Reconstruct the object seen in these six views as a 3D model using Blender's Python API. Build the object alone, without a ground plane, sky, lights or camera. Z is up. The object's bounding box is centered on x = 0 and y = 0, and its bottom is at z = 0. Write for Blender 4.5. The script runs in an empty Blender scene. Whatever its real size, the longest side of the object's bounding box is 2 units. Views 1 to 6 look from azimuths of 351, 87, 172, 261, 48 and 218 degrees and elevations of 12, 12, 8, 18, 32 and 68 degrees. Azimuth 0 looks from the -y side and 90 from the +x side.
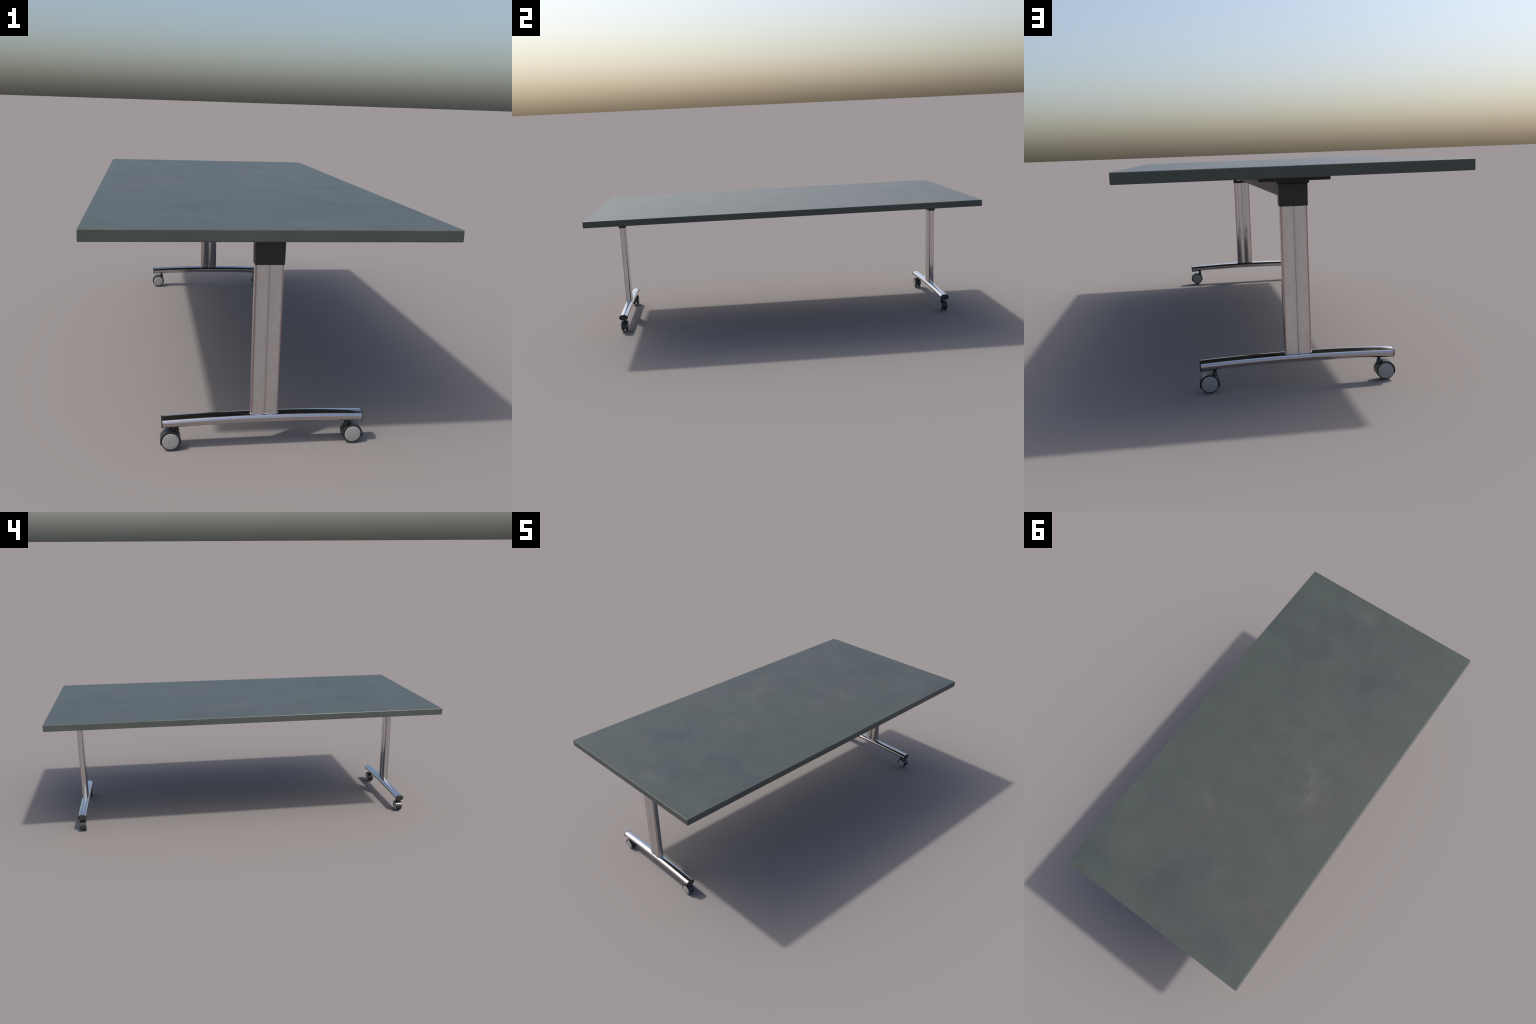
# Rolling conference table: slate-look laminate top on two chrome T-legs with twin-wheel casters.
import bpy, bmesh, math
from math import sin, cos, pi, sqrt, radians

# ------------------------------------------------------------------ sizes (metres)
TOP_HALF_X, TOP_HALF_Y = 0.4875, 1.0
TOP_Z0, TOP_Z1 = 0.6080, 0.6403
LEG_Y = 0.8765                      # leg plane, measured from the middle of the table
FOOT_HALF = 0.2815                  # chrome part of the foot bar
FOOT_A, FOOT_B = 0.0226, 0.0157     # half axes of the oval tube
FOOT_Z_MID, FOOT_Z_END = 0.0868, 0.0800
COL_HX, COL_HY = 0.0393, 0.0157     # column half sizes
SLEEVE_Z0, SLEEVE_Z1 = 0.5250, 0.5882
WHEEL_R, WHEEL_X, STEM_X = 0.0266, 0.2590, 0.2425

# ------------------------------------------------------------------ node helpers
def new_mat(name):
    m = bpy.data.materials.new(name); m.use_nodes = True
    nt = m.node_tree; nt.nodes.clear()
    out = nt.nodes.new('ShaderNodeOutputMaterial')
    b = nt.nodes.new('ShaderNodeBsdfPrincipled')
    nt.links.new(b.outputs[0], out.inputs[0])
    return m, nt, b

def node(nt, kind, **kw):
    n = nt.nodes.new(kind)
    for k, v in kw.items():
        if k in n.inputs: n.inputs[k].default_value = v
        else: setattr(n, k, v)
    return n

def ramp(nt, fac, stops, interp='LINEAR'):
    r = nt.nodes.new('ShaderNodeValToRGB'); r.color_ramp.interpolation = interp
    els = r.color_ramp.elements
    while len(els) < len(stops): els.new(0.5)
    for e, (p, c) in zip(els, stops):
        e.position = p
        e.color = (c, c, c, 1) if isinstance(c, (int, float)) else (*c, 1)
    nt.links.new(fac, r.inputs[0]); return r.outputs[0]

def mix(nt, fac, a, b, mode='MIX'):
    m = nt.nodes.new('ShaderNodeMix'); m.data_type = 'RGBA'; m.blend_type = mode
    for sock, v in ((m.inputs[0], fac), (m.inputs[6], a), (m.inputs[7], b)):
        if isinstance(v, (int, float)): sock.default_value = v
        elif isinstance(v, tuple): sock.default_value = (*v, 1)
        else: nt.links.new(v, sock)
    return m.outputs[2]

def math_n(nt, op, a, b=0.0, clamp=False):
    m = nt.nodes.new('ShaderNodeMath'); m.operation = op; m.use_clamp = clamp
    for sock, v in ((m.inputs[0], a), (m.inputs[1], b)):
        if isinstance(v, (int, float)): sock.default_value = v
        else: nt.links.new(v, sock)
    return m.outputs[0]

def coords(nt, scale=(1, 1, 1), loc=(0, 0, 0)):
    tc = nt.nodes.new('ShaderNodeTexCoord'); mp = nt.nodes.new('ShaderNodeMapping')
    mp.inputs['Scale'].default_value = scale; mp.inputs['Location'].default_value = loc
    nt.links.new(tc.outputs['Object'], mp.inputs[0]); return mp.outputs[0]

def noise(nt, vec, scale, detail=4.0, rough=0.55, dist=0.0):
    n = node(nt, 'ShaderNodeTexNoise', Scale=scale, Detail=detail, Roughness=rough, Distortion=dist)
    nt.links.new(vec, n.inputs['Vector']); return n.outputs[0]

# ------------------------------------------------------------------ materials
# worn and soiled places on the top, as (x, y, half width, half length, strength)
FINGERTIPS = [(0.466, -0.447, 0.008, 0.0065, 1.0), (0.458, -0.467, 0.009, 0.0070, 1.0), (0.462, -0.484, 0.008, 0.0065, 0.9),
              (0.470, -0.506, 0.009, 0.0065, 0.8), (0.455, 0.773, 0.008, 0.0065, 0.8), (0.457, 0.788, 0.008, 0.0065, 1.0),
              (0.463, 0.806, 0.008, 0.0065, 0.7), (-0.451, -0.455, 0.010, 0.0085, 1.0), (0.358, -0.868, 0.006, 0.0120, 0.4),
              (0.387, -0.895, 0.006, 0.0130, 0.45), (0.425, -0.882, 0.005, 0.0220, 0.2), (0.440, -0.845, 0.005, 0.0200, 0.2)]
SMEARS = [(0.295, -0.66, 0.035, 0.060, 0.8), (0.313, -0.58, 0.025, 0.045, 0.6), (-0.205, -0.136, 0.045, 0.040, 0.8),
          (0.015, -0.146, 0.030, 0.040, 0.5), (-0.315, -0.338, 0.030, 0.060, 0.5), (-0.163, -0.324, 0.030, 0.050, 0.5),
          (0.40, -0.80, 0.050, 0.070, 0.5), (0.36, -0.35, 0.030, 0.040, 0.3)]
COOL_SPOTS = [(0.07, -0.80), (0.42, -0.65), (-0.16, -0.59), (0.21, -0.51), (0.03, 0.77), (-0.33, 0.86), (0.46, 0.90)]
WARM_SPOTS = [(-0.04, -0.24), (-0.20, 0.00), (-0.26, 0.24), (-0.39, -0.02), (-0.34, 0.66), (0.24, 0.65), (0.09, 0.40),
              (-0.40, -0.29), (0.21, 0.16)]
SCUFFS = [(-0.20, 0.00, 0.11, 0.09, 0.9), (-0.24, 0.08, 0.05, 0.10, 1.0), (0.0, 0.35, 0.08, 0.06, 0.6),
          (0.14, 0.40, 0.10, 0.06, 0.7), (-0.08, -0.06, 0.12, 0.09, 0.5), (0.10, -0.90, 0.12, 0.07, 0.6),
          (-0.02, -0.28, 0.14, 0.10, 0.35), (0.33, 0.78, 0.12, 0.10, 0.5), (-0.25, -0.72, 0.10, 0.08, 0.4)]

def oval_sum(nt, vec, ovals):
    """Sum of soft elliptic spots in the plane of the top."""
    total = None
    for cx, cy, rx, ry, k in ovals:
        mp = nt.nodes.new('ShaderNodeMapping')
        mp.inputs['Scale'].default_value = (1 / rx, 1 / ry, 0)
        mp.inputs['Location'].default_value = (-cx / rx, -cy / ry, 0)
        nt.links.new(vec, mp.inputs[0])
        g = nt.nodes.new('ShaderNodeTexGradient'); g.gradient_type = 'SPHERICAL'
        nt.links.new(mp.outputs[0], g.inputs[0])
        v = math_n(nt, 'MULTIPLY', g.outputs['Fac'], k)
        total = v if total is None else math_n(nt, 'ADD', total, v)
    return total

def warp(nt, vec, scale, amount):
    n = node(nt, 'ShaderNodeTexNoise', Scale=scale, Detail=3.0)
    nt.links.new(vec, n.inputs['Vector'])
    c = nt.nodes.new('ShaderNodeVectorMath'); c.operation = 'SUBTRACT'
    nt.links.new(n.outputs['Color'], c.inputs[0]); c.inputs[1].default_value = (0.5, 0.5, 0.5)
    k = nt.nodes.new('ShaderNodeVectorMath'); k.operation = 'SCALE'
    nt.links.new(c.outputs[0], k.inputs[0]); k.inputs['Scale'].default_value = amount
    a = nt.nodes.new('ShaderNodeVectorMath'); a.operation = 'ADD'
    nt.links.new(vec, a.inputs[0]); nt.links.new(k.outputs[0], a.inputs[1])
    return a.outputs[0]

def slate_material():
    m, nt, b = new_mat('slate_laminate')
    v = coords(nt)
    wv = warp(nt, v, 5.0, 0.35)
    # cool and warm drifts of the slate print
    cool = oval_sum(nt, wv, [(x, y, 0.22, 0.22, 1.0) for x, y in COOL_SPOTS])
    warm = oval_sum(nt, wv, [(x, y, 0.22, 0.22, 1.0) for x, y in WARM_SPOTS])
    drift = math_n(nt, 'MULTIPLY', math_n(nt, 'SUBTRACT', warm, cool), 0.33)
    grain = math_n(nt, 'MULTIPLY', math_n(nt, 'SUBTRACT', noise(nt, coords(nt, (1, 1, 1), (3.1, 0.4, 0)), 5.0, 7, 0.66, 0.5), 0.5), 1.1)
    tone = math_n(nt, 'ADD', math_n(nt, 'ADD', drift, grain), 0.5)
    base = ramp(nt, tone, [(0.10, COOL), (0.40, SLATE), (0.60, SLATE), (0.92, WARM)])
    cloud = ramp(nt, noise(nt, coords(nt, (1, 1, 1), (0, 7, 0)), 6.5, 9, 0.70, 0.6),
                 [(0.28, 0.87), (0.5, 1.0), (0.74, 1.16)])
    col = mix(nt, 1.0, base, cloud, 'MULTIPLY')
    fine = ramp(nt, noise(nt, v, 90, 6, 0.7), [(0.3, 0.94), (0.5, 1.0), (0.72, 1.08)])
    col = mix(nt, 1.0, col, fine, 'MULTIPLY')
    # pale rubbed scuffs and a few tiny chips
    scuff = oval_sum(nt, warp(nt, v, 16.0, 0.10), SCUFFS)
    torn = ramp(nt, noise(nt, v, 28, 6, 0.68, 0.8), [(0.36, 0.0), (0.72, 1.0)])
    col = mix(nt, math_n(nt, 'MULTIPLY', math_n(nt, 'MULTIPLY', scuff, torn), 0.42, True), col, (0.155, 0.150, 0.142))
    vor = node(nt, 'ShaderNodeTexVoronoi', Scale=9.0); nt.links.new(wv, vor.inputs['Vector'])
    chip = ramp(nt, vor.outputs['Distance'], [(0.0, 1.0), (0.022, 1.0), (0.032, 0.0)])
    gate = ramp(nt, noise(nt, coords(nt, (1, 1, 1), (9, 3, 0)), 4, 2), [(0.55, 0.0), (0.60, 1.0)])
    col = mix(nt, math_n(nt, 'MULTIPLY', math_n(nt, 'MULTIPLY', chip, gate), 0.5), col, (0.17, 0.17, 0.16))
    # rounded arris lightened in colour and glossed up to strengthen its sun highlight
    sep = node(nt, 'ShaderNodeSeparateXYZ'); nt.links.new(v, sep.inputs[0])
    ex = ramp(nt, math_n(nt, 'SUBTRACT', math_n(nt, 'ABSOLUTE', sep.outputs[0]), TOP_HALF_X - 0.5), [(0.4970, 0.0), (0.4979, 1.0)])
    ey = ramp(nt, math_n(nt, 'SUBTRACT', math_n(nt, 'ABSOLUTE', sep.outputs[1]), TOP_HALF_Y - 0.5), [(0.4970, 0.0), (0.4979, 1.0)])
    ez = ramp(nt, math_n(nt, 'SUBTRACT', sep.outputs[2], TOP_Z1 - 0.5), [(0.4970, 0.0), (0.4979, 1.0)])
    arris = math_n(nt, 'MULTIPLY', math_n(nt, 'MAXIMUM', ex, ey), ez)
    worn = math_n(nt, 'MULTIPLY', arris, ramp(nt, noise(nt, v, 14, 4), [(0.35, 0.5), (0.65, 1.0)]))  # mask for the painted edge glint, broken up by noise
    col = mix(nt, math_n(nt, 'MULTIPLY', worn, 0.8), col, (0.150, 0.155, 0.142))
    nt.links.new(col, b.inputs['Base Color'])
    # satin lacquer, duller where hands and cloths have been
    rg = ramp(nt, noise(nt, coords(nt, (1, 0.8, 1), (1, 1, 0)), 8, 6, 0.65, 0.5),
              [(0.35, TOP_ROUGH - 0.02), (0.6, TOP_ROUGH + 0.01), (0.78, TOP_ROUGH + 0.06)])
    smear = math_n(nt, 'MULTIPLY', oval_sum(nt, warp(nt, v, 18.0, 0.06), SMEARS),
                   ramp(nt, noise(nt, v, 30, 4, 0.6), [(0.4, 0.0), (0.65, 1.0)]))
    tips = math_n(nt, 'MULTIPLY', oval_sum(nt, warp(nt, v, 120.0, 0.006), FINGERTIPS),
                  ramp(nt, noise(nt, v, 260, 2), [(0.35, 0.4), (0.6, 1.0)]))
    rough = math_n(nt, 'ADD', rg, math_n(nt, 'ADD', math_n(nt, 'MULTIPLY', smear, 0.14), math_n(nt, 'MULTIPLY', tips, 0.6), True))
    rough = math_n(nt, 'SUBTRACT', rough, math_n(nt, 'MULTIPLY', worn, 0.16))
    nt.links.new(rough, b.inputs['Roughness'])
    b.inputs['Specular IOR Level'].default_value = 0.47
    bump = node(nt, 'ShaderNodeBump', Strength=0.05, Distance=0.001)
    nt.links.new(noise(nt, v, 400, 4, 0.6), bump.inputs['Height'])
    nt.links.new(bump.outputs[0], b.inputs['Normal'])
    return m

COOL, SLATE, WARM = (0.047, 0.056, 0.0565), (0.0555, 0.0655, 0.0585), (0.0635, 0.0650, 0.0600)
TOP_ROUGH = 0.37

def chrome_material(name, kind='plain'):
    m, nt, b = new_mat(name)
    v = coords(nt)
    b.inputs['Metallic'].default_value = 1.0
    haze = ramp(nt, noise(nt, coords(nt, (1, 1, 0.6)), 55, 5, 0.6), [(0.35, 0.94), (0.6, 1.03)])
    col = mix(nt, 1.0, (0.66, 0.65, 0.645), haze, 'MULTIPLY')
    sep = node(nt, 'ShaderNodeSeparateXYZ'); nt.links.new(v, sep.inputs[0])
    ax = math_n(nt, 'ABSOLUTE', sep.outputs[0]); ay = math_n(nt, 'ABSOLUTE', sep.outputs[1])
    if kind == 'column':
        # darker reddish tint along the rounded arrises and beside the seam of the twin tube
        ex = ramp(nt, math_n(nt, 'SUBTRACT', ax, COL_HX - 0.0072), [(0.0, 0.0), (0.0026, 1.0)])
        ey = ramp(nt, math_n(nt, 'SUBTRACT', ay, COL_HY - 0.0068), [(0.0, 0.0), (0.0026, 1.0)])
        col = mix(nt, math_n(nt, 'MULTIPLY', ex, ey), col, (0.42, 0.315, 0.31))
        seam = ramp(nt, ax, [(0.0, 1.0), (0.0010, 0.8), (0.0065, 0.0)])
        col = mix(nt, math_n(nt, 'MULTIPLY', seam, 0.42), col, (0.44, 0.37, 0.36))
    elif kind == 'foot':
        # the same reddish tint along the tight sides of the oval tube, with a few scratches
        side = ramp(nt, ay, [(0.0195, 0.0), (0.0222, 0.9)])
        col = mix(nt, side, col, (0.435, 0.345, 0.34))
        wv = node(nt, 'ShaderNodeTexVoronoi', Scale=30.0); nt.links.new(warp(nt, v, 8.0, 0.08), wv.inputs['Vector'])
        wv.feature = 'DISTANCE_TO_EDGE'
        line = ramp(nt, wv.outputs['Distance'], [(0.0, 1.0), (0.02, 0.0)])
        gate = ramp(nt, noise(nt, coords(nt, (1, 1, 1), (4, 4, 4)), 16, 2), [(0.58, 0.0), (0.66, 1.0)])
        col = mix(nt, math_n(nt, 'MULTIPLY', math_n(nt, 'MULTIPLY', line, gate), 0.35), col, (0.75, 0.73, 0.71))
    nt.links.new(col, b.inputs['Base Color'])
    rg = ramp(nt, noise(nt, v, 25, 4), [(0.35, 0.07), (0.7, 0.13)])
    nt.links.new(rg, b.inputs['Roughness'])
    return m

def plastic_material(name, colour, rough, vary=0.12, metallic=0.0):
    m, nt, b = new_mat(name)
    v = coords(nt)
    k = ramp(nt, noise(nt, v, 90, 4), [(0.3, 1 - vary), (0.7, 1 + vary)])
    nt.links.new(mix(nt, 1.0, colour, k, 'MULTIPLY'), b.inputs['Base Color'])
    b.inputs['Roughness'].default_value = rough
    b.inputs['Metallic'].default_value = metallic
    bump = node(nt, 'ShaderNodeBump', Strength=0.08, Distance=0.0006)
    nt.links.new(noise(nt, v, 900, 3), bump.inputs['Height'])
    nt.links.new(bump.outputs[0], b.inputs['Normal'])
    return m

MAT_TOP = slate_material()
MAT_COLUMN = chrome_material('chrome_column', 'column')
MAT_CHROME = chrome_material('chrome_polished')
MAT_FOOT = chrome_material('chrome_foot', 'foot')
MAT_SLEEVE = plastic_material('black_sleeve_plastic', (0.020, 0.020, 0.020), 0.5)
MAT_PLATE = plastic_material('black_painted_steel', (0.014, 0.013, 0.013), 0.5)
MAT_BEAM = plastic_material('grey_painted_steel', (0.10, 0.098, 0.094), 0.5)
MAT_CAP = plastic_material('black_cap_plastic', (0.020, 0.020, 0.020), 0.45)
MAT_HOOD = plastic_material('black_caster_plastic', (0.018, 0.018, 0.018), 0.3)
MAT_TYRE = plastic_material('black_rubber', (0.018, 0.018, 0.017), 0.55)
MAT_HUB = plastic_material('light_grey_plastic', (0.265, 0.263, 0.26), 0.38, 0.03)

# ------------------------------------------------------------------ mesh helpers
def finish(name, bm, mat, sharp=35):
    bmesh.ops.recalc_face_normals(bm, faces=bm.faces[:])
    me = bpy.data.meshes.new(name); bm.to_mesh(me); bm.free()
    me.polygons.foreach_set('use_smooth', [True] * len(me.polygons))
    me.set_sharp_from_angle(angle=radians(sharp))
    me.materials.append(mat)
    return me

def loft(name, rings, mat, sharp=35, caps=True, closed=True):
    bm = bmesh.new()
    vs = [[bm.verts.new(p) for p in r] for r in rings]
    n = len(rings[0])
    for a, b in zip(vs, vs[1:]):
        for i in range(n if closed else n - 1):
            j = (i + 1) % n
            bm.faces.new((a[i], a[j], b[j], b[i]))
    if caps:
        bm.faces.new(vs[0]); bm.faces.new(vs[-1])
    return finish(name, bm, mat, sharp)

def lathe_rings(profile, axis, n=64):
    """profile: (radius, position along axis)."""
    rings = []
    for r, t in profile:
        ring = []
        for i in range(n):
            a = 2 * pi * i / n
            c, s = r * cos(a), r * sin(a)
            ring.append((c, t, s) if axis == 'Y' else (c, s, t))
        rings.append(ring)
    return rings

def add_box(bm, x0, x1, y0, y1, z0, z1, taper_x=0.0):
    """taper_x widens the top on each side."""
    pts = [(x0, y0, z0), (x1, y0, z0), (x1, y1, z0), (x0, y1, z0),
           (x0 - taper_x, y0, z1), (x1 + taper_x, y0, z1), (x1 + taper_x, y1, z1), (x0 - taper_x, y1, z1)]
    v = [bm.verts.new(p) for p in pts]
    for f in ((3, 2, 1, 0), (4, 5, 6, 7), (0, 1, 5, 4), (1, 2, 6, 5), (2, 3, 7, 6), (3, 0, 4, 7)):
        bm.faces.new([v[i] for i in f])

def box_mesh(name, dims, mat, taper_x=0.0):
    bm = bmesh.new(); add_box(bm, *dims, taper_x=taper_x)
    return finish(name, bm, mat, 30)

GROOVE_A = radians(40)   # the seam is filled up to this angle of the lip
def twin_tube_profile(hx, hy, r, groove, crown, n_arc=7):
    """Outline of two rounded tubes side by side, as one closed loop (x, y)."""
    half = []                                    # from the seam round to the +x side, y > 0
    for i in range(n_arc + 1):                   # rounded lip of the seam
        a = GROOVE_A + (pi / 2 - GROOVE_A) * i / n_arc
        half.append((groove * (cos(GROOVE_A) - cos(a)), hy - crown - groove * (1 - sin(a))))
    for i in range(1, 10):                       # gently crowned face
        t = i / 10
        x = groove * cos(GROOVE_A) + (hx - r - groove * cos(GROOVE_A)) * t
        half.append((x, hy - crown * (2 * t - 1) ** 2))
    for i in range(n_arc + 1):                   # outer corner
        a = pi / 2 * i / n_arc
        half.append((hx - r + r * sin(a), hy - crown - r + r * cos(a)))
    q1 = half
    q4 = [(x, -y) for x, y in reversed(half)]
    q3 = [(-x, -y) for x, y in half]
    q2 = [(-x, y) for x, y in reversed(half)]
    pts = q1 + q4 + q3[1:] + q2[:-1]
    return pts

def foot_z(x):
    return FOOT_Z_MID - (FOOT_Z_MID - FOOT_Z_END) * (x / FOOT_HALF) ** 2

def foot_ring(x, grow=1.0, n=72):
    slope = -2 * (FOOT_Z_MID - FOOT_Z_END) * x / FOOT_HALF ** 2
    tx, tz = 1 / sqrt(1 + slope * slope), slope / sqrt(1 + slope * slope)
    ring = []
    for i in range(n):
        a = 2 * pi * i / n
        y, h = FOOT_A * grow * cos(a), FOOT_B * grow * sin(a)
        ring.append((x - tz * h, y, foot_z(x) + tx * h))
    return ring

# ------------------------------------------------------------------ scene tree
col = bpy.context.scene.collection
def add(name, me, parent, loc=(0, 0, 0), rot=0.0):
    o = bpy.data.objects.new(name, me); col.objects.link(o)
    o.parent = parent; o.location = loc; o.rotation_euler = (0, 0, rot)
    return o

def bevel(o, w, seg=3):
    b = o.modifiers.new('bevel', 'BEVEL'); b.width = w; b.segments = seg
    b.limit_method = 'ANGLE'; b.angle_limit = radians(30); b.harden_normals = True
    return o

table = bpy.data.objects.new('rolling_table', None); col.objects.link(table)
table['label'] = 'long slate-grey table on two chrome T-legs with black casters'
table['category'] = 'folding table'

# table top
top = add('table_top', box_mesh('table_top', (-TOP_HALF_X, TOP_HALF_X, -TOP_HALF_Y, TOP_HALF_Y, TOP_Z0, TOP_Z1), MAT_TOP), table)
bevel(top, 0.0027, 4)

# ---- leg meshes, modelled round the leg's own middle (x along the foot bar, +y = outwards)
prof = twin_tube_profile(COL_HX, COL_HY, 0.0058, 0.0044, 0.0014)
column_me = loft('column', [[(x, y, z) for x, y in prof] for z in (0.090, 0.2, 0.35, 0.530)], MAT_COLUMN, 50)

bead_rings = []
for grow, lift in ((1.0016, -0.004), (1.0014, -0.0003), (1.0008, 0.0004), (0.9998, 0.0012)):
    ring = []
    for x, y in prof:
        g = (grow - 1) * 1.0
        k = 1 + g / 0.001 * 0.0009 / max(sqrt(x * x + y * y), 0.01)
        yy = min(abs(y * k), FOOT_A * 0.98)
        zs = foot_z(x) + FOOT_B * sqrt(max(0.0, 1 - (yy / FOOT_A) ** 2))
        ring.append((x * k, y * k, zs + lift))
    bead_rings.append(ring)
bead_me = loft('weld_bead', bead_rings, MAT_FOOT, 70, caps=False)

sp = twin_tube_profile(0.0405, 0.0184, 0.0032, 0.0004, 0.0)
def sleeve_ring(z, inset, k=1.0):
    return [((abs(x) * k - inset) * (1 if x > 0 else -1) if abs(x) > 0.005 else x,
             y - inset * (1 if y > 0 else -1), z) for x, y in sp]
sleeve_me = loft('column_sleeve',
                 [sleeve_ring(SLEEVE_Z0, 0.0016), sleeve_ring(SLEEVE_Z0 + 0.0005, 0.0006),
                  sleeve_ring(SLEEVE_Z0 + 0.0016, 0.0), sleeve_ring(SLEEVE_Z1 - 0.001, 0.0, 1.018),
                  sleeve_ring(SLEEVE_Z1, 0.001, 1.018)], MAT_SLEEVE, 40)

xs = [-FOOT_HALF + 2 * FOOT_HALF * i / 48 for i in range(49)]
foot_me = loft('foot_bar', [foot_ring(x) for x in xs], MAT_FOOT, 40)
cap_me = loft('end_cap', [foot_ring(FOOT_HALF - 0.001, 0.9), foot_ring(FOOT_HALF - 0.0003, 1.035),
                          foot_ring(FOOT_HALF + 0.0020, 1.035), foot_ring(FOOT_HALF + 0.0028, 0.99),
                          foot_ring(FOOT_HALF + 0.0032, 0.90), foot_ring(FOOT_HALF + 0.0033, 0.5)], MAT_CAP, 40)

# ---- caster meshes, modelled round the stem axis; the wheels trail towards +x
TRAIL = WHEEL_X - STEM_X
HOOD_R, HOOD_HY, SLOT_HY = 0.0286, 0.01635, 0.0085
def hood_mesh():
    bm = bmesh.new()
    a0, a1, n = radians(-19), radians(196), 56
    ysteps = (-HOOD_HY, -SLOT_HY, SLOT_HY, HOOD_HY)
    def shell_point(a, y, r):
        return (TRAIL + r * cos(a), y, WHEEL_R + r * sin(a))
    grid_o = [[bm.verts.new(shell_point(a0 + (a1 - a0) * i / n, y, HOOD_R)) for y in ysteps] for i in range(n + 1)]
    grid_i = [[bm.verts.new(shell_point(a0 + (a1 - a0) * i / n, y, HOOD_R - 0.0020)) for y in ysteps] for i in range(n + 1)]
    def solid(i, j):
        if not (0 <= i < n and 0 <= j < 3): return False
        a = a0 + (a1 - a0) * (i + 0.5) / n
        return not (j == 1 and radians(106) < a < radians(150))
    for i in range(n):
        for j in range(3):
            if not solid(i, j): continue
            o, k = grid_o, grid_i
            bm.faces.new((o[i][j], o[i + 1][j], o[i + 1][j + 1], o[i][j + 1]))
            bm.faces.new((k[i][j], k[i][j + 1], k[i + 1][j + 1], k[i + 1][j]))
            for (di, dj, p, q) in ((-1, 0, (i, j), (i, j + 1)), (1, 0, (i + 1, j + 1), (i + 1, j)),
                                   (0, -1, (i + 1, j), (i, j)), (0, 1, (i, j + 1), (i + 1, j + 1))):
                if not solid(i + di, j + dj):
                    bm.faces.new((o[p[0]][p[1]], o[q[0]][q[1]], k[q[0]][q[1]], k[p[0]][p[1]]))
    # axle boss between the two wheels and the web that carries it back to the stem
    ring_a = [bm.verts.new((TRAIL + 0.008 * cos(t), -0.0052, WHEEL_R + 0.008 * sin(t))) for t in [2 * pi * i / 24 for i in range(24)]]
    ring_b = [bm.verts.new((v.co.x, 0.0052, v.co.z)) for v in ring_a]
    for i in range(24):
        bm.faces.new((ring_a[i], ring_a[(i + 1) % 24], ring_b[(i + 1) % 24], ring_b[i]))
    add_box(bm, -0.004, TRAIL, -0.0035, 0.0035, WHEEL_R - 0.004, WHEEL_R + 0.024)
    return finish('caster', bm, MAT_HOOD, 40)
hood_me = hood_mesh()
wheel_me = loft('wheel', lathe_rings([(0.0180, 0.0050), (0.0250, 0.0050), (0.0262, 0.0056), (WHEEL_R, 0.0070),
                                      (WHEEL_R, 0.0135), (0.0262, 0.0150), (0.0250, 0.0156), (0.0225, 0.0157)], 'Y'), MAT_TYRE, 40)
hub_me = loft('hub_cap', lathe_rings([(0.0232, 0.0145), (0.0232, 0.0158), (0.0228, 0.0164), (0.0215, 0.0168), (0.016, 0.0173),
                                      (0.009, 0.0176), (0.002, 0.0177)], 'Y'), MAT_HUB, 50)
stem_me = loft('stem', lathe_rings([(0.0060, 0.0215), (0.0073, 0.0235), (0.0073, 0.0575), (0.0068, 0.0583), (0.0053, 0.0585),
                                    (0.0053, 0.0605), (0.0049, 0.0608), (0.0049, 0.0625), (0.0055, 0.0628), (0.0055, 0.0760)], 'Z', 40), MAT_HOOD, 40)

# ---- underframe meshes
plate_me = box_mesh('mounting_plate', (-0.100, 0.100, 0.750 - LEG_Y, 0.928 - LEG_Y, 0.5965, TOP_Z0 + 0.0015), MAT_PLATE)
bracket_me = box_mesh('hinge_bracket', (-0.0445, 0.0445, -0.0165, 0.0150, SLEEVE_Z1 - 0.0006, 0.5980), MAT_PLATE, taper_x=0.0035)
bright_strip_me = box_mesh('bright_strip', (-0.024, 0.0, -0.0205, -0.0182, 0.5385, 0.580), MAT_CHROME)
beam_me = box_mesh('cross_beam', (-0.0065, 0.0070, -LEG_Y + 0.0180, LEG_Y - 0.0180, 0.5397, 0.5900), MAT_BEAM)

for rot, ysgn in ((0.0, 1), (pi, -1)):
    base = (0, ysgn * LEG_Y, 0)
    column = add('column', column_me, table, base, rot)
    add('weld_bead', bead_me, column)
    add('column_sleeve', sleeve_me, column)
    foot = add('foot_bar', foot_me, table, base, rot)
    add('end_cap', cap_me, foot)
    add('end_cap', cap_me, foot, rot=pi)
    plate = add('mounting_plate', plate_me, table, base, rot)
    bevel(plate, 0.0012, 2)
    bevel(add('hinge_bracket', bracket_me, plate), 0.0008, 2)
    bevel(add('bright_strip', bright_strip_me, plate), 0.0004, 2)
    for side, srot in ((1, 0.0), (-1, pi)):
        caster = add('caster', hood_me, table, (side * STEM_X, ysgn * LEG_Y - ysgn * 0.0008, 0), srot)
        for wrot in (0.0, pi):
            add('wheel', wheel_me, caster, (TRAIL, 0, WHEEL_R), wrot)
            add('hub_cap', hub_me, caster, (TRAIL, 0, WHEEL_R), wrot)
        add('stem', stem_me, caster)
beam = add('cross_beam', beam_me, table)
bevel(beam, 0.0008, 2)
